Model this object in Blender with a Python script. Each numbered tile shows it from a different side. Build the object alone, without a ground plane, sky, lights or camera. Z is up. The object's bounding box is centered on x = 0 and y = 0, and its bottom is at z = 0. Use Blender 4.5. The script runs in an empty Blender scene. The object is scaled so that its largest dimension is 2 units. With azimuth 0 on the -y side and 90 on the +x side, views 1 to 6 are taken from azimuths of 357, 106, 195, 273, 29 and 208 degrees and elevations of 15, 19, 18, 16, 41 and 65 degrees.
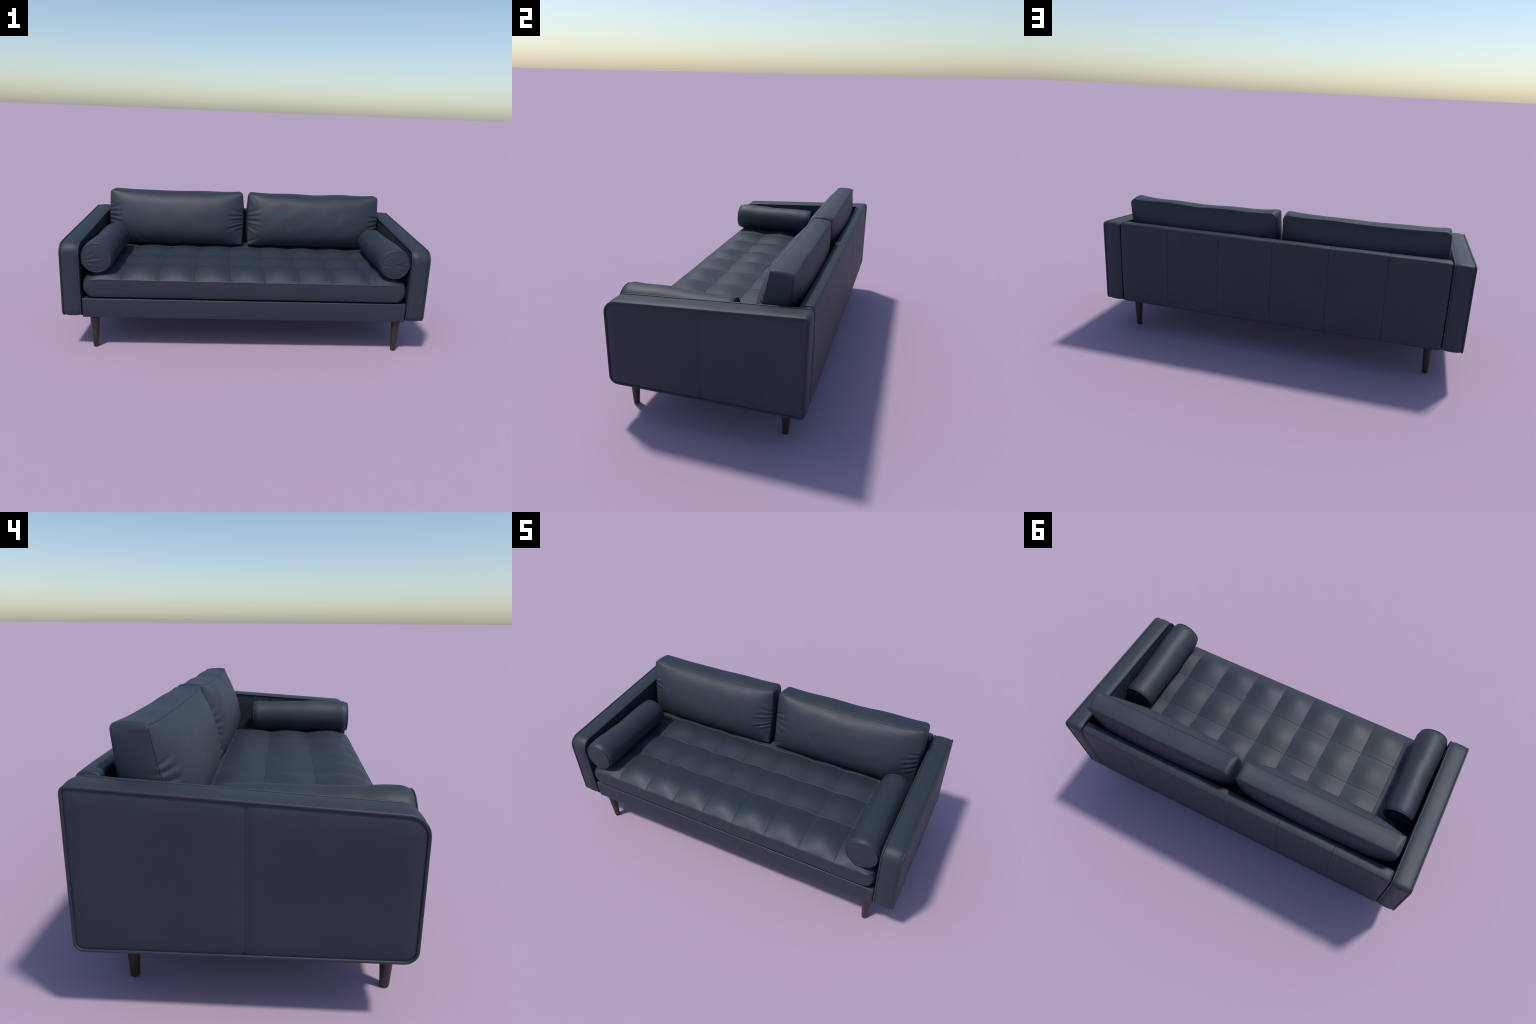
"""Mid-century two-seat sofa in dark blue leather: tufted bench cushion, two loose
back cushions, two round bolsters, track arms with piping and four tapered legs."""
import bpy
import math
import numpy as np

# ------------------------------------------------------------------ helpers


def smooth(a, b, x):
    t = np.clip((x - a) / (b - a), 0.0, 1.0)
    return t * t * (3 - 2 * t)


def gauss(x, w):
    return np.exp(-(x / w) ** 2)


def lumps(x, y, scale, seed, octaves=6):
    """Smooth low-frequency noise in about -1..1: a sum of randomly turned sines."""
    rng = np.random.default_rng(seed)
    out = np.zeros(np.broadcast(x, y).shape)
    for _ in range(octaves):
        a, p = rng.uniform(0, 2 * math.pi, 2)
        f = rng.uniform(0.5, 1.3) * 2 * math.pi / scale
        out = out + np.sin(f * (x * math.cos(a) + y * math.sin(a)) + p)
    return out / (0.7 * octaves)


def lines(lo, hi, step, edges=(), fine=0.0015, reach=0.008):
    """Grid lines from lo to hi, packed closely round the given places."""
    xs = list(np.linspace(lo, hi, max(2, int(round((hi - lo) / step)) + 1)))
    for e in edges:
        xs += list(np.arange(e - reach, e + reach + 1e-9, fine))
    xs = sorted(x for x in xs if lo <= x <= hi)
    keep = [lo]
    for x in xs:
        if x - keep[-1] > fine * 0.6:
            keep.append(x)
    if hi - keep[-1] < fine * 0.5:
        keep[-1] = hi
    else:
        keep.append(hi)
    return np.array(keep)


def lattice_box(xs, ys, zs):
    """Closed box whose faces are grids on the given lines; outward quads."""
    nx, ny, nz = len(xs), len(ys), len(zs)
    ids, verts, quads = {}, [], []

    def vid(i, j, k):
        key = (i, j, k)
        if key not in ids:
            ids[key] = len(verts)
            verts.append((xs[i], ys[j], zs[k]))
        return ids[key]

    for k, flip in ((0, True), (nz - 1, False)):
        for i in range(nx - 1):
            for j in range(ny - 1):
                q = [vid(i, j, k), vid(i + 1, j, k), vid(i + 1, j + 1, k), vid(i, j + 1, k)]
                quads.append(q[::-1] if flip else q)
    for j, flip in ((0, False), (ny - 1, True)):
        for i in range(nx - 1):
            for k in range(nz - 1):
                q = [vid(i, j, k), vid(i + 1, j, k), vid(i + 1, j, k + 1), vid(i, j, k + 1)]
                quads.append(q[::-1] if flip else q)
    for i, flip in ((0, True), (nx - 1, False)):
        for j in range(ny - 1):
            for k in range(nz - 1):
                q = [vid(i, j, k), vid(i, j + 1, k), vid(i, j + 1, k + 1), vid(i, j, k + 1)]
                quads.append(q[::-1] if flip else q)
    return np.array(verts, float), quads


def round_edges(P, lo, hi, r):
    """Round all edges of an axis box lo..hi with radius r (square-to-round map)."""
    lo, hi = np.array(lo), np.array(hi)
    q = np.clip(P, lo + r, hi - r)
    d = P - q
    m = np.abs(d).max(axis=1)
    L = np.sqrt((d ** 2).sum(axis=1))
    s = np.where(L > 1e-9, m / np.maximum(L, 1e-9), 1.0)
    return q + d * s[:, None]


def round_corners(P, a, b, lo, hi, r):
    """Round the four corners seen along the third axis; a and b are the other axes."""
    lo, hi = np.array(lo), np.array(hi)
    d2 = P[:, [a, b]]
    q = np.clip(d2, lo + r, hi - r)
    d = d2 - q
    m = np.abs(d).max(axis=1)
    L = np.sqrt((d ** 2).sum(axis=1))
    s = np.where(L > 1e-9, m / np.maximum(L, 1e-9), 1.0)
    out = P.copy()
    out[:, [a, b]] = q + d * s[:, None]
    return out


def mesh_object(name, verts, faces, mat, parent, smooth_shade=True):
    me = bpy.data.meshes.new(name)
    me.from_pydata([tuple(map(float, v)) for v in verts], [], faces)
    me.validate()
    me.update()
    if smooth_shade:
        me.polygons.foreach_set("use_smooth", [True] * len(me.polygons))
    me.materials.append(mat)
    ob = bpy.data.objects.new(name, me)
    bpy.context.scene.collection.objects.link(ob)
    ob.parent = parent
    return ob


def tube(path, radius, closed=True, sides=10):
    """Round tube along a path of points; returns verts, quads."""
    P = np.array(path, float)
    n = len(P)
    if closed:
        T = np.roll(P, -1, 0) - np.roll(P, 1, 0)
    else:
        T = np.gradient(P, axis=0)
    T /= np.linalg.norm(T, axis=1)[:, None]
    c = P.mean(0)
    verts = []
    for i in range(n):
        out = P[i] - c
        out -= T[i] * (out @ T[i])
        ln = np.linalg.norm(out)
        out = out / ln if ln > 1e-6 else np.cross(T[i], (0.3, 0.5, 0.8))
        out /= np.linalg.norm(out)
        side = np.cross(T[i], out)
        for k in range(sides):
            a = 2 * math.pi * k / sides
            verts.append(P[i] + radius * (math.cos(a) * out + math.sin(a) * side))
    faces = []
    for i in range(n if closed else n - 1):
        j = (i + 1) % n
        for k in range(sides):
            l = (k + 1) % sides
            faces.append([i * sides + k, i * sides + l, j * sides + l, j * sides + k])
    return np.array(verts), faces


def join(parts):
    V, F, off = [], [], 0
    for v, f in parts:
        V.append(v)
        F += [[i + off for i in q] for q in f]
        off += len(v)
    return np.concatenate(V), F


# ---------------------------------------------------------------- materials


def leather(name, tint=1.0, seed=0.0):
    m = bpy.data.materials.new(name)
    m.use_nodes = True
    nt = m.node_tree
    N, L = nt.nodes, nt.links
    bsdf = N["Principled BSDF"]
    tc = N.new("ShaderNodeTexCoord")
    mp = N.new("ShaderNodeMapping")
    mp.inputs["Location"].default_value = (seed, seed * 0.7, -seed * 0.4)
    L.new(tc.outputs["Object"], mp.inputs["Vector"])
    # broad cloudy shifts between slate blue and blue-black
    n1 = N.new("ShaderNodeTexNoise")
    n1.inputs["Scale"].default_value = 4.5
    n1.inputs["Detail"].default_value = 3.0
    L.new(mp.outputs["Vector"], n1.inputs["Vector"])
    ramp = N.new("ShaderNodeValToRGB")
    e = ramp.color_ramp.elements
    e[0].position, e[1].position = 0.36, 0.66
    c0, c1 = BASE_GREY, BASE_BLUE
    e[0].color = (*[v * tint for v in c0], 1)
    e[1].color = (*[v * tint for v in c1], 1)
    L.new(n1.outputs["Fac"], ramp.inputs["Fac"])
    # fine mottling
    n2 = N.new("ShaderNodeTexNoise")
    n2.inputs["Scale"].default_value = 60.0
    n2.inputs["Detail"].default_value = 4.0
    L.new(mp.outputs["Vector"], n2.inputs["Vector"])
    mr = N.new("ShaderNodeMapRange")
    mr.inputs["To Min"].default_value = 0.93
    mr.inputs["To Max"].default_value = 1.07
    L.new(n2.outputs["Fac"], mr.inputs["Value"])
    mix = N.new("ShaderNodeMix")
    mix.data_type = "RGBA"
    mix.blend_type = "MULTIPLY"
    mix.inputs["Factor"].default_value = 1.0
    L.new(ramp.outputs["Color"], mix.inputs["A"])
    L.new(mr.outputs["Result"], mix.inputs["B"])
    L.new(mix.outputs["Result"], bsdf.inputs["Base Color"])
    rr = N.new("ShaderNodeMapRange")
    rr.inputs["To Min"].default_value = ROUGH - 0.03
    rr.inputs["To Max"].default_value = ROUGH + 0.05
    L.new(n1.outputs["Fac"], rr.inputs["Value"])
    L.new(rr.outputs["Result"], bsdf.inputs["Roughness"])
    bsdf.inputs["Specular IOR Level"].default_value = 0.43
    # pebbled grain
    vor = N.new("ShaderNodeTexVoronoi")
    vor.inputs["Scale"].default_value = 420.0
    L.new(mp.outputs["Vector"], vor.inputs["Vector"])
    bump = N.new("ShaderNodeBump")
    bump.inputs["Strength"].default_value = 0.05
    bump.inputs["Distance"].default_value = 0.0006
    L.new(vor.outputs["Distance"], bump.inputs["Height"])
    L.new(bump.outputs["Normal"], bsdf.inputs["Normal"])
    return m


def walnut(name):
    m = bpy.data.materials.new(name)
    m.use_nodes = True
    nt = m.node_tree
    N, L = nt.nodes, nt.links
    bsdf = N["Principled BSDF"]
    tc = N.new("ShaderNodeTexCoord")
    mp = N.new("ShaderNodeMapping")
    mp.inputs["Scale"].default_value = (90, 90, 5)
    L.new(tc.outputs["Object"], mp.inputs["Vector"])
    n = N.new("ShaderNodeTexNoise")
    n.inputs["Scale"].default_value = 1.6
    n.inputs["Detail"].default_value = 5
    n.inputs["Distortion"].default_value = 0.6
    L.new(mp.outputs["Vector"], n.inputs["Vector"])
    ramp = N.new("ShaderNodeValToRGB")
    e = ramp.color_ramp.elements
    e[0].position, e[1].position = 0.3, 0.7
    e[0].color = (0.018, 0.010, 0.009, 1)
    e[1].color = (0.048, 0.027, 0.022, 1)
    L.new(n.outputs["Fac"], ramp.inputs["Fac"])
    L.new(ramp.outputs["Color"], bsdf.inputs["Base Color"])
    bsdf.inputs["Roughness"].default_value = 0.5
    bump = N.new("ShaderNodeBump")
    bump.inputs["Strength"].default_value = 0.15
    bump.inputs["Distance"].default_value = 0.001
    L.new(n.outputs["Fac"], bump.inputs["Height"])
    L.new(bump.outputs["Normal"], bsdf.inputs["Normal"])
    return m


BASE_GREY = (0.0208, 0.0300, 0.0402)
BASE_BLUE = (0.0192, 0.0262, 0.0438)
ROUGH = 0.56

LEATHER = leather("dark_blue_leather")
SEAT_LEATHER = leather("dark_blue_seat_leather", seed=3.1)
PIPING = leather("dark_blue_piping_leather", tint=0.95, seed=1.7)
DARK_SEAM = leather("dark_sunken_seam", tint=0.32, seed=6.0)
THREAD = leather("dark_blue_seam_leather", tint=0.45, seed=5.0)
WOOD = walnut("dark_walnut")

# ---------------------------------------------------------------- the sofa

sofa = bpy.data.objects.new("sofa", None)
bpy.context.scene.collection.objects.link(sofa)
sofa["label"] = "dark blue leather two-seat sofa with tufted seat, bolsters and tapered legs"
sofa["category"] = "sofa"

# ---- seat base (front rail and box under the seat)
RAIL_SEAMS = (-0.287, 0.279)


def build_base():
    lo, hi = (-0.889, -0.443, 0.1825), (0.889, 0.387, 0.2920)
    xs = lines(lo[0], hi[0], 0.03, (lo[0], hi[0]) + RAIL_SEAMS, 0.001, 0.008)
    ys = lines(lo[1], hi[1], 0.05, (lo[1],), 0.0015, 0.01)
    zs = lines(lo[2], hi[2], 0.012, (lo[2], hi[2]), 0.0015, 0.01)
    V, F = lattice_box(xs, ys, zs)
    V = round_edges(V, lo, hi, 0.006)
    front = smooth(-0.40, -0.44, V[:, 1])
    hh = (V[:, 2] - lo[2]) / (hi[2] - lo[2])
    V[:, 1] -= front * 0.002 * np.sin(math.pi * np.clip(hh, 0, 1))
    V[:, 1] += front * 0.003 * np.clip(1 - hh, 0, 1) ** 3
    for s in RAIL_SEAMS:
        V[:, 1] += front * 0.0010 * gauss(V[:, 0] - s, 0.0015)
    V[:, 1] += front * 0.0008 * lumps(V[:, 0], V[:, 2], 0.25, 4)
    return mesh_object("seat_base", V, F, LEATHER, sofa)


build_base()

# ---- backrest panel
BACK_SEAMS = (-0.588, -0.290, 0.008, 0.306, 0.605)


BACKREST_LO, BACKREST_HI = (-0.890, 0.388, 0.187), (0.890, 0.4545, 0.647)


def backrest_deform(V):
    lo, hi = BACKREST_LO, BACKREST_HI
    V = round_corners(V, 0, 2, (lo[0], lo[2]), (hi[0], hi[2]), 0.016)
    V = round_edges(V, lo, hi, 0.010)
    rear = smooth(0.435, 0.4545, V[:, 1])
    top = smooth(0.630, 0.645, V[:, 2])
    th = (V[:, 1] - lo[1]) / (hi[1] - lo[1])
    V[:, 2] += top * 0.006 * np.sin(math.pi * np.clip(th, 0, 1))
    hh = (V[:, 2] - lo[2]) / (hi[2] - lo[2])
    V[:, 1] += rear * 0.003 * np.sin(math.pi * np.clip(hh, 0, 1))
    for s in BACK_SEAMS:
        g = gauss(V[:, 0] - s, 0.0022)
        V[:, 1] -= rear * 0.0014 * g
        V[:, 2] -= top * 0.0008 * g
    V[:, 1] += rear * 0.0010 * lumps(V[:, 0], V[:, 2], 0.3, 9)
    V[:, 2] += top * 0.0015 * lumps(V[:, 0], V[:, 1], 0.35, 10)
    return V


def build_backrest():
    lo, hi = BACKREST_LO, BACKREST_HI
    xs = lines(lo[0], hi[0], 0.02, (lo[0], hi[0]) + BACK_SEAMS, 0.001, 0.008)
    ys = lines(lo[1], hi[1], 0.008, (lo[1], hi[1]), 0.0015, 0.012)
    zs = lines(lo[2], hi[2], 0.02, (lo[2], hi[2]), 0.0015, 0.012)
    V, F = lattice_box(xs, ys, zs)
    ob = mesh_object("backrest", backrest_deform(V), F, LEATHER, sofa)
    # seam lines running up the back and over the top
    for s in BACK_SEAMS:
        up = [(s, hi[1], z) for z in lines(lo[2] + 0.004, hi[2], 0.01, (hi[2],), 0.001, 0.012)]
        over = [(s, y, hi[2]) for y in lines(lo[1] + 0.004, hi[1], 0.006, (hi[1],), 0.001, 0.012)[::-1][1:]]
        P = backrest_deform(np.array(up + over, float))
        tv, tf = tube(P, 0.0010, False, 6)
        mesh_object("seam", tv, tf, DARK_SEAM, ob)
    return ob


build_backrest()

# ---- armrests


def arm_profile():
    """Side outline of an arm in (y, z): sloping top, rounded front, tight back corners."""
    def top(y):
        return 0.591 + (y + 0.40) * (0.644 - 0.591) / 0.85

    corners = [  # y, z, radius
        (-0.4445, 0.190, 0.034),
        (0.4510, 0.190, 0.022),
        (0.4515, top(0.4515), 0.016),
        (-0.4445, top(-0.4445), 0.056),
    ]
    pts = []
    n = len(corners)
    for i, (y, z, r) in enumerate(corners):
        c = np.array((y, z))
        a = np.array(corners[i - 1][:2]) - c
        b = np.array(corners[(i + 1) % n][:2]) - c
        a /= np.linalg.norm(a)
        b /= np.linalg.norm(b)
        ang = math.acos(a @ b)
        m = (a + b) / np.linalg.norm(a + b)
        ctr = c + m * r / math.sin(ang / 2)
        t0 = c + a * r / math.tan(ang / 2) - ctr
        a0 = math.atan2(t0[1], t0[0])
        sweep = math.pi - ang
        for k in range(13):
            t = a0 + sweep * k / 12
            pts.append(ctr + r * np.array((math.cos(t), math.sin(t))))
    P = np.array(pts)
    # even spacing
    Q = np.vstack([P, P[:1]])
    s = np.concatenate([[0], np.cumsum(np.linalg.norm(np.diff(Q, axis=0), axis=1))])
    u = np.linspace(0, s[-1], 420, endpoint=False)
    return np.stack([np.interp(u, s, Q[:, 0]), np.interp(u, s, Q[:, 1])], 1)


PROFILE = arm_profile()


def profile_normals(P):
    T = np.roll(P, -1, 0) - np.roll(P, 1, 0)
    T /= np.linalg.norm(T, axis=1)[:, None]
    return np.stack([T[:, 1], -T[:, 0]], 1)


PNORM = profile_normals(PROFILE)


def dist_to_profile(y, z):
    d = np.full(len(y), 9.0)
    for p in PROFILE:
        d = np.minimum(d, (y - p[0]) ** 2 + (z - p[1]) ** 2)
    return np.sqrt(d)


def arm_panel(x_edge, bulge, out, seed):
    """One leather face of the arm: pillowed from the piping, with a seam at mid depth."""
    Pl = np.vstack([PROFILE, PROFILE[:1]])
    i0, i1 = PROFILE[:, 0].argmin(), PROFILE[:, 0].argmax()
    y0, y1 = PROFILE[i0, 0], PROFILE[i1, 0]
    ys = lines(y0, y1, 0.016, (0.0,), 0.0004, 0.004)
    ext = [y0 + (y1 - y0) * 0.5 * (1 - math.cos(t)) for t in np.linspace(0, math.pi, 60)]
    ys = np.array(sorted(set(np.round(np.concatenate([ys, ext]), 5))))
    ys = np.clip(ys, y0 + 1e-4, y1 - 1e-4)
    rows = []
    tz = np.unique(np.concatenate([np.linspace(0, 0.08, 7), np.linspace(0.08, 0.92, 26), np.linspace(0.92, 1, 7)]))
    for y in ys:
        cut = []
        for a, b in zip(Pl[:-1], Pl[1:]):
            if (a[0] - y) * (b[0] - y) <= 0 and a[0] != b[0]:
                cut.append(a[1] + (b[1] - a[1]) * (y - a[0]) / (b[0] - a[0]))
        rows.append(np.stack([np.full(len(tz), y), min(cut) + (max(cut) - min(cut)) * tz], 1))
    G = np.concatenate(rows)
    d = dist_to_profile(G[:, 0], G[:, 1])
    h = bulge * (1 - np.exp(-d / 0.018)) + 0.0012 * lumps(G[:, 0], G[:, 1], 0.4, seed) * smooth(0, 0.06, d)
    # both halves of the panel fall into the seam at mid depth
    h = h - 0.0038 * np.exp(-np.abs(G[:, 0]) / 0.010)
    X = x_edge + out * h
    V = np.stack([X, G[:, 0], G[:, 1]], 1)
    n, k = len(ys), len(tz)
    F = []
    for i in range(n - 1):
        for j in range(k - 1):
            q = [i * k + j, (i + 1) * k + j, (i + 1) * k + j + 1, i * k + j + 1]
            F.append(q if out > 0 else q[::-1])
    return V, F


def build_armrest(side, seed):
    xi, xo = 0.8975, 0.9905
    # crowned band running round the arm between the two lines of piping
    nt = 16
    V, F = [], []
    n = len(PROFILE)
    s = np.arange(n) / n * 2.6
    for j in range(nt + 1):
        t = j / nt
        c = 0.0075 * (1 - abs(2 * t - 1) ** 3) - 0.001
        c = c + 0.0012 * lumps(s, np.full(n, t * 0.1), 0.35, seed) * math.sin(math.pi * t)
        pts = PROFILE + PNORM * np.asarray(c)[:, None]
        V.append(np.stack([np.full(n, side * (xi + (xo - xi) * t)), pts[:, 0], pts[:, 1]], 1))
    V = np.concatenate(V)
    for j in range(nt):
        for i in range(n):
            k = (i + 1) % n
            q = [j * n + i, j * n + k, (j + 1) * n + k, (j + 1) * n + i]
            F.append(q if side < 0 else q[::-1])
    outer = arm_panel(side * (xo - 0.001), 0.0098, side, seed + 1)
    inner = arm_panel(side * (xi + 0.001), 0.0040, -side, seed + 2)
    V, F = join([(V, F), outer, inner])
    arm = mesh_object("armrest", V, F, LEATHER, sofa)
    for x in (xi - 0.0005, xo + 0.001):
        path = np.stack([np.full(n, side * x), PROFILE[:, 0], PROFILE[:, 1]], 1)
        tv, tf = tube(path, 0.0049, True, 10)
        mesh_object("piping", tv, tf, PIPING, arm)
    return arm


build_armrest(-1, 20)
build_armrest(1, 30)

# ---- tufted seat cushion
TUFT_X = np.array((-0.885, -0.676, -0.479, -0.286, -0.093, 0.094, 0.287, 0.481, 0.676, 0.885))
TUFT_Y = np.array((-0.453, -0.220, -0.015, 0.176, 0.384))
SEAT_LO, SEAT_HI = (-0.885, -0.453, 0.301), (0.885, 0.384, 0.403)


def tuft_height(x, y):
    """Rise of the tufted top over the border seam."""
    ix = np.clip(np.searchsorted(TUFT_X, x) - 1, 0, len(TUFT_X) - 2)
    iy = np.clip(np.searchsorted(TUFT_Y, y) - 1, 0, len(TUFT_Y) - 2)
    a = np.clip((x - TUFT_X[ix]) / (TUFT_X[ix + 1] - TUFT_X[ix]), 0, 1)
    b = np.clip((y - TUFT_Y[iy]) / (TUFT_Y[iy + 1] - TUFT_Y[iy]), 0, 1)
    sa, sb = np.sin(math.pi * a), np.sin(math.pi * b)
    # border drop: the outer cells fall away to the cushion's edge
    d = np.maximum(y - TUFT_Y[0], 0)

    def roll(reach):
        """Rounded rise from the front edge, level after the given reach."""
        return (1 - (1 - np.clip(d / reach, 0, 1)) ** 2.2)

    side = smooth(0.0, 0.10, 0.885 - np.abs(x))
    inner = roll(0.10)
    sa, sb = np.clip(sa, 0, 1), np.clip(sb, 0, 1)
    h = 0.025 * roll(0.12) * side
    h = h + inner * (0.0075 * sa ** 1.25 + 0.0085 * sb ** 1.25) + 0.0065 * (sa * sb) ** 1.3
    # front row: rounded noses that roll down to the border seam
    h = h + 0.013 * roll(0.06) * np.exp(-d / 0.09) * sa ** 0.8 * side
    return h, a, b, ix, iy


def seat_top(x, y):
    h, a, b, ix, iy = tuft_height(x, y)
    groove = np.zeros_like(x)
    for s in TUFT_X[1:-1]:
        groove = np.maximum(groove, gauss(x - s, 0.0012))
    for s in TUFT_Y[1:-1]:
        groove = np.maximum(groove, gauss(y - s, 0.0012))
    h = h - 0.0012 * groove
    h = h + 0.0014 * lumps(x, y, 0.16, 77) * smooth(0, 0.05, y - TUFT_Y[0])
    # fine gathers where the top is sewn to the front border
    near = np.exp(-(y - TUFT_Y[0]) / 0.022)
    h = h + 0.0010 * near * lumps(x, y * 0.15, 0.016, 78) * (0.5 + 0.5 * lumps(x, y, 0.4, 79))
    return h


def seat_deform(V):
    lo, hi = SEAT_LO, SEAT_HI
    z = V[:, 2].copy()
    # bulging ends, belly on the front border
    zc = (z - 0.358) / 0.058
    sag = 0.028 * np.clip(np.abs(zc), 0, 1.4) ** 2.2
    V[:, 0] = np.sign(V[:, 0]) * np.minimum(np.abs(V[:, 0]), 9) * (1 - sag * smooth(0.75, 0.885, np.abs(V[:, 0])) / 0.885)
    hh = (z - lo[2]) / (hi[2] - lo[2])
    front = smooth(-0.40, -0.452, V[:, 1])
    V[:, 1] -= front * 0.0015 * np.sin(math.pi * np.clip(hh, 0, 1))
    V[:, 1] += front * 0.008 * np.clip(1 - hh, 0, 1) ** 2.2
    V[:, 1] += front * 0.0012 * lumps(V[:, 0], z, 0.3, 71)
    for s in (-0.286, 0.279):
        V[:, 1] += front * 0.0008 * gauss(V[:, 0] - s, 0.0015) * (hh < 0.99)
    topw = smooth(0.55, 1.0, hh)
    V[:, 2] += topw * seat_top(V[:, 0], V[:, 1])
    return V


def build_seat_cushion():
    lo, hi = SEAT_LO, SEAT_HI
    xs = lines(lo[0], hi[0], 0.007, tuple(TUFT_X) + (-0.286, 0.279), 0.0008, 0.0056)
    ys = lines(lo[1], hi[1], 0.007, tuple(TUFT_Y), 0.0008, 0.0056)
    zs = lines(lo[2], hi[2], 0.007, (lo[2], hi[2]), 0.0012, 0.006)
    V, F = lattice_box(xs, ys, zs)
    V = round_corners(V, 0, 1, lo[:2], hi[:2], 0.036)
    V = round_edges(V, lo, hi, 0.004)
    # the bottom border curls under
    curl = smooth(0.014, 0.0, V[:, 2] - lo[2])
    V[:, 1] += 0.003 * curl * smooth(-0.42, -0.452, V[:, 1])
    V = seat_deform(V)
    ob = mesh_object("seat_cushion", V, F, SEAT_LEATHER, sofa)
    # welt where the top panel meets the border
    path = []
    r = 0.036
    x0, x1, y0, y1 = lo[0], hi[0], lo[1], hi[1]
    for cx, cy, a0 in ((x1 - r, y0 + r, -90), (x1 - r, y1 - r, 0), (x0 + r, y1 - r, 90), (x0 + r, y0 + r, 180)):
        for k in range(9):
            t = math.radians(a0 + 90 * k / 8)
            path.append((cx + r * math.cos(t), cy + r * math.sin(t), hi[2] - 0.001))
    P = resample(np.array(path), 700)
    P = seat_deform(P)
    tv, tf = tube(P, 0.0016, True, 8)
    mesh_object("seam", tv, tf, SEAT_LEATHER, ob)
    return ob


def resample(P, n):
    Q = np.vstack([P, P[:1]])
    s = np.concatenate([[0], np.cumsum(np.linalg.norm(np.diff(Q, axis=0), axis=1))])
    u = np.linspace(0, s[-1], n, endpoint=False)
    return np.stack([np.interp(u, s, Q[:, i]) for i in range(3)], 1)


build_seat_cushion()

# ---- back cushions
# Local frame: x along the sofa, h up the cushion (0..H), t from front (0) to back (T).
CUSH_H, CUSH_T = 0.330, 0.096
FRONT_BOTTOM, FRONT_TOP = (0.188, 0.452), (0.260, 0.771)
BACK_BOTTOM, BACK_TOP = (0.322, 0.447), (0.363, 0.770)


def fold(x, h, x0, h0, angle, length, width, amp, bend=0.0, lead=0.0):
    """A crease running from (x0, h0) into the panel: a valley with a ridge beside it."""
    a = math.radians(angle)
    dx, dh = x - x0, h - h0
    s = dx * math.cos(a) + dh * math.sin(a)
    q = -dx * math.sin(a) + dh * math.cos(a) - bend * s * s
    w = width * (0.75 + 0.5 * np.clip(s / length, 0, 1))
    env = smooth(-0.015, 0.01 + lead, s) * (1 - smooth(0.35 * length, length, s))
    return amp * env * (-gauss(q, w) + 0.75 * gauss(q + 1.9 * w, 1.2 * w))


def cushion_deform(P, x0, x1, folds, seed):
    strength = 0.85 if seed < 150 else 0.68
    x, t, h = P[:, 0].copy(), P[:, 1] / CUSH_T, P[:, 2] / CUSH_H
    t, h = np.clip(t, 0, 1), np.clip(h, 0, 1)
    u = (x - (x0 + x1) / 2) / ((x1 - x0) / 2)
    edge = np.minimum(x - x0, x1 - x)
    # plump front and back panels
    swell = (1 - np.exp(-np.maximum(edge, 0) / 0.062)) * (1 - 0.25 * np.abs(u) ** 3)
    vert = np.clip(1 - np.abs(2 * h - 0.96) ** 2.3, 0, 1) ** 0.85
    # a tight shoulder under the top seam, then a long gentle belly
    vert_f = (0.25 * (1 - np.exp(-(1 - h) / 0.035)) * (1 - np.exp(-h / 0.15))
              + 0.75 * (1 - np.exp(-(1 - h) / 0.30)) * (1 - np.exp(-h / 0.20)))
    puff_f = 0.080 * swell * vert_f * (1 + 0.10 * lumps(x, P[:, 2], 0.45, seed) + 0.022 * lumps(x, P[:, 2], 0.11, seed + 7))
    puff_b = 0.042 * swell * vert * (1 + 0.12 * lumps(x, P[:, 2], 0.45, seed + 1))
    crease = np.zeros(len(x))
    for f in folds:
        crease += strength * fold(x, P[:, 2], *f)
    wf, wb = (1 - t) ** 1.6, t ** 1.6
    fy = FRONT_BOTTOM[0] + (FRONT_TOP[0] - FRONT_BOTTOM[0]) * h
    fz = FRONT_BOTTOM[1] + (FRONT_TOP[1] - FRONT_BOTTOM[1]) * h
    by = BACK_BOTTOM[0] + (BACK_TOP[0] - BACK_BOTTOM[0]) * h
    bz = BACK_BOTTOM[1] + (BACK_TOP[1] - BACK_BOTTOM[1]) * h
    y = fy + (by - fy) * t - wf * (puff_f + crease) + wb * puff_b
    z = fz + (bz - fz) * t
    # crowned boxing strips
    mid = np.sin(math.pi * t) ** 0.6
    up = smooth(0.8, 1.0, h)
    z = z + 0.008 * mid * up * smooth(-0.006, 0.03, edge)
    x = x + np.sign(u) * 0.012 * mid * smooth(0.85, 1.0, np.abs(u)) * np.sin(math.pi * np.clip(h, 0.03, 0.97))
    # ends lean in a little towards the seat
    x = x - np.sign(x) * 0.007 * smooth(0.6, 0.87, np.abs(x)) * (1 - h)
    # top edge sags in the middle and wanders a little
    z = z + up * ((-0.008 + 0.005 * t) * (1 - u ** 2) + 0.0075 * np.abs(u) ** 7 * (1 - 0.5 * t) + 0.0028 * lumps(x, t * 0.12, 0.28, seed + 2))
    y = y + 0.0015 * up * lumps(x, t * 0.1, 0.33, seed + 3)
    # fine gathers along the top seams
    near = np.exp(-(1 - h) * CUSH_H / 0.004) * (np.exp(-t / 0.22) * 0.5 + np.exp(-(1 - t) / 0.3))
    z = z + 0.0007 * near * lumps(x, t * 0.01, 0.019, seed + 4) * (0.55 + 0.6 * lumps(x, t * 0.0, 0.3, seed + 5))
    return np.stack([x, y, z], 1)


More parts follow.
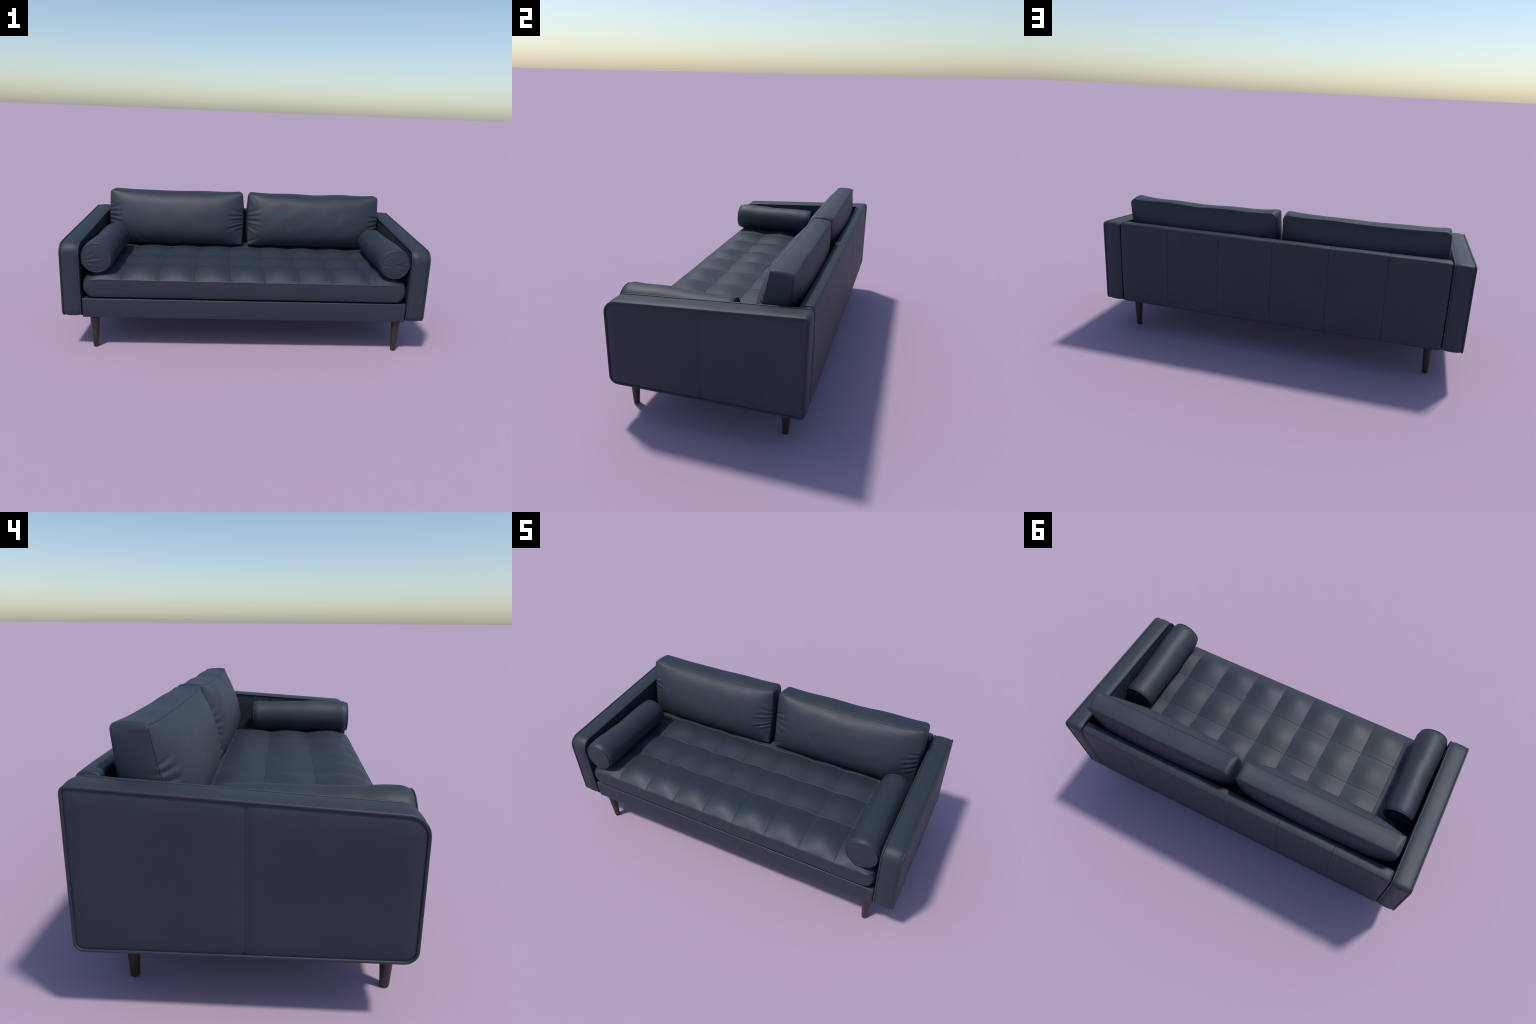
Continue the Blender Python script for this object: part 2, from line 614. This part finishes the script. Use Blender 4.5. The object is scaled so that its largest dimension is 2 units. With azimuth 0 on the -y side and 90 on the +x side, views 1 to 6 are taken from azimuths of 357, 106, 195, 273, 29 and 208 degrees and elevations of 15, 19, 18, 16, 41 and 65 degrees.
def build_back_cushion(x0, x1, folds, seed):
    lo, hi = (x0, 0.0, 0.0), (x1, CUSH_T, CUSH_H)
    xs = lines(x0, x1, 0.005, (x0, x1), 0.0012, 0.012)
    ts = lines(0, CUSH_T, 0.006, (0, CUSH_T), 0.0012, 0.008)
    hs = lines(0, CUSH_H, 0.004, (0, CUSH_H), 0.0012, 0.012)
    V, F = lattice_box(xs, ts, hs)
    RF, RB = 0.015, 0.028  # corners are tighter on the front panel than on the back
    tb = smooth(0.3, 1.0, V[:, 1] / CUSH_T)[:, None]
    V = (1 - tb) * round_corners(V, 0, 2, (x0, 0), (x1, CUSH_H), RF) + tb * round_corners(V, 0, 2, (x0, 0), (x1, CUSH_H), RB)
    V = round_edges(V, lo, hi, 0.006)
    V = cushion_deform(V, x0, x1, folds, seed)
    ob = mesh_object("back_cushion", V, F, LEATHER, sofa)
    for tt, R in ((0.0018, RF), (CUSH_T - 0.0018, RB)):
        path = []
        e = 0.0018
        for cx, ch, a0 in ((x1 - R, R, -90), (x1 - R, CUSH_H - R, 0), (x0 + R, CUSH_H - R, 90), (x0 + R, R, 180)):
            for k in range(11):
                a = math.radians(a0 + 9 * k)
                path.append((cx + (R - e) * math.cos(a), tt, ch + (R - e) * math.sin(a)))
        P = cushion_deform(resample(np.array(path), 420), x0, x1, folds, seed)
        tv, tf = tube(P, 0.0014, True, 8)
        mesh_object("seam", tv, tf, THREAD, ob)
    return ob


XL0, XL1 = -0.870, -0.018
XR0, XR1 = 0.018, 0.873
folds_left = [  # x, h, angle, length, width, amplitude, bend
    (XL1, 0.207, 156, 0.095, 0.0090, 0.0032, 0.0),
    (XL1, 0.190, 174, 0.125, 0.0075, 0.0036, 0.6),
    (XL1, 0.166, 178, 0.115, 0.0060, 0.0046, 0.4),
    (XL1, 0.149, 182, 0.070, 0.0085, 0.0022, -0.4),
    (XL1, 0.131, 188, 0.125, 0.0065, 0.0068, 0.8),
    (XL1, 0.106, 197, 0.080, 0.0105, 0.0034, 0.0),
    (XL0, 0.222, 14, 0.085, 0.0060, 0.0045, 1.2),
    (XL0, 0.198, 5, 0.110, 0.0060, 0.0040, 0.6),
    (XL0, 0.172, -1, 0.100, 0.0060, 0.0042, 0.0),
    (XL0, 0.146, -6, 0.090, 0.0065, 0.0036, 0.0),
    (XL0, 0.118, -12, 0.080, 0.0070, 0.0036, 0.0),
    (XL0 + 0.175, 0.095, -68, 0.110, 0.0100, 0.0036, 0.0, 0.04),
]
folds_right = [
    (XR0, 0.212, 20, 0.105, 0.0080, 0.0060, 1.0),
    (XR0, 0.188, 8, 0.110, 0.0065, 0.0036, 0.5),
    (XR0, 0.160, 2, 0.115, 0.0085, 0.0050, 0.0),
    (XR0, 0.139, -5, 0.080, 0.0060, 0.0024, -0.4),
    (XR0, 0.126, -26, 0.085, 0.0085, 0.0046, 0.6),
    (XR0 + 0.014, 0.318, -52, 0.060, 0.0055, 0.0036, 0.0),
    (XR0 + 0.026, 0.321, -58, 0.050, 0.0050, 0.0030, 0.0),
    (XR0, 0.018, 28, 0.085, 0.0065, 0.0050, 0.0),
    (XR0 + 0.01, 0.006, 44, 0.055, 0.0055, 0.0036, 0.0),
    (XR1, 0.200, 172, 0.085, 0.0060, 0.0040, 0.0),
    (XR1, 0.178, 181, 0.100, 0.0060, 0.0040, 0.4),
    (XR1, 0.152, 186, 0.105, 0.0060, 0.0045, 0.7),
    (XR1, 0.128, 191, 0.110, 0.0060, 0.0045, 0.7),
    (XR1, 0.100, 199, 0.090, 0.0070, 0.0036, 0.0),
    (XR0 + 0.215, 0.215, -52, 0.210, 0.0150, 0.0034, 0.0, 0.09),
    (XR0 + 0.275, 0.205, -58, 0.180, 0.0130, 0.0028, 0.0, 0.09),
]
build_back_cushion(XL0, XL1, folds_left, 100)
build_back_cushion(XR0, XR1, folds_right, 200)

# ---- bolsters
BOLSTER_R = 0.0825


def build_bolster(cx, cz, y0, y1, seed, end_folds):
    na = 120
    th = np.linspace(0, 2 * math.pi, na, endpoint=False)
    ys = np.concatenate([y0 + 0.03 * np.linspace(0, 1, 14) ** 1.4, np.linspace(y0 + 0.03, y1 - 0.03, 80)[1:-1], y1 - 0.03 * np.linspace(1, 0, 14) ** 1.4])
    rows = []
    for y in ys:
        e = min(y - y0, y1 - y)
        r = BOLSTER_R + 0.0012 - 0.0062 * math.exp(-(max(e, 0) / 0.010) ** 1.3)
        lump = 0.0042 * smooth(0, 0.09, e) * (lumps(np.cos(th) * 0.07 + y, np.sin(th) * 0.07 + y * 0.3, 0.30, seed)
                                              + 0.35 * lumps(np.cos(th) * 0.08, np.sin(th) * 0.08 + y, 0.14, seed + 1))
        # a little fatter towards the front end
        fat = 0.0045 * smooth(0, 0.03, e) * (1 - smooth(0.05, 0.40, y - y0)) - 0.001
        rr = r + lump + fat
        rows.append(np.stack([cx + rr * np.cos(th), np.full(na, y), cz + rr * np.sin(th)], 1))
    V = np.concatenate(rows)
    F = []
    for i in range(len(ys) - 1):
        for k in range(na):
            l = (k + 1) % na
            F.append([i * na + k, i * na + l, (i + 1) * na + l, (i + 1) * na + k][::-1])
    parts = [(V, F)]
    rim = BOLSTER_R - 0.0050
    for y, out in ((y0, -1), (y1, 1)):
        rad = rim * np.concatenate([[0.0005], np.linspace(0.03, 1, 34)])
        D = []
        for r in rad:
            px, pz = r * np.cos(th), r * np.sin(th)
            b = 0.007 * (1 - (r / rim) ** 2.5)
            cr = np.zeros(na)
            for f in end_folds:
                cr += 0.6 * fold(px, pz, *f)
            cr *= 1 - smooth(0.85, 1.0, r / rim)
            D.append(np.stack([cx + px, np.full(na, y) + out * (b + cr), cz + pz], 1))
        Vd = np.concatenate(D)
        Fd = []
        for i in range(len(rad) - 1):
            for k in range(na):
                l = (k + 1) % na
                q = [i * na + k, i * na + l, (i + 1) * na + l, (i + 1) * na + k]
                Fd.append(q if out > 0 else q[::-1])
        Fd.append(list(range(na)) if out < 0 else list(range(na))[::-1])
        parts.append((Vd, Fd))
    V, F = join(parts)
    ob = mesh_object("bolster_cushion", V, F, LEATHER, sofa)
    for y in (y0, y1):
        path = np.stack([cx + rim * np.cos(th), np.full(na, y), cz + rim * np.sin(th)], 1)
        tv, tf = tube(path, 0.0022, True, 10)
        mesh_object("piping", tv, tf, PIPING, ob)
    return ob


ends_left = [
    (-0.075, -0.016, 9, 0.15, 0.0045, 0.0030, 0.0),
    (-0.070, 0.000, 24, 0.10, 0.0045, 0.0020, 0.0),
    (-0.074, -0.030, -2, 0.15, 0.0045, 0.0022, 0.0),
    (-0.062, 0.020, 46, 0.07, 0.0045, 0.0016, 0.0),
    (-0.060, -0.048, -14, 0.12, 0.0045, 0.0016, 0.0),
]
ends_right = [
    (-0.076, -0.004, -8, 0.13, 0.0045, 0.0022, 0.0),
    (0.076, -0.010, 172, 0.13, 0.0045, 0.0024, 0.0),
    (0.072, 0.022, 200, 0.12, 0.0045, 0.0020, 0.0),
    (-0.066, 0.030, 30, 0.08, 0.0045, 0.0014, 0.0),
    (0.066, -0.040, 168, 0.10, 0.0045, 0.0016, 0.0),
]
build_bolster(-0.804, 0.5195, -0.442, 0.083, 301, ends_left)
build_bolster(0.804, 0.5195, -0.443, 0.083, 333, ends_right)

# ---- legs


def leg_mesh():
    prof = [(0.0005, 0.0), (0.0115, 0.0), (0.0135, 0.001), (0.0145, 0.004), (0.0195, 0.085), (0.0245, 0.165), (0.0255, 0.186), (0.0005, 0.186)]
    n = 32
    V = [(r * math.cos(2 * math.pi * k / n), r * math.sin(2 * math.pi * k / n), z) for r, z in prof for k in range(n)]
    F = []
    for i in range(len(prof) - 1):
        for k in range(n):
            l = (k + 1) % n
            F.append([i * n + k, i * n + l, (i + 1) * n + l, (i + 1) * n + k])
    return V, F


leg0 = mesh_object("leg", *leg_mesh(), WOOD, sofa)
spots = [(-0.833, -0.4025), (0.855, -0.4025), (-0.834, 0.344), (0.855, 0.344)]
for i, (x, y) in enumerate(spots):
    ob = leg0 if i == 0 else leg0.copy()
    if i:
        bpy.context.scene.collection.objects.link(ob)
    ob.location = (x, y, 0)
    ob.rotation_euler = (0, 0, i * 1.3)
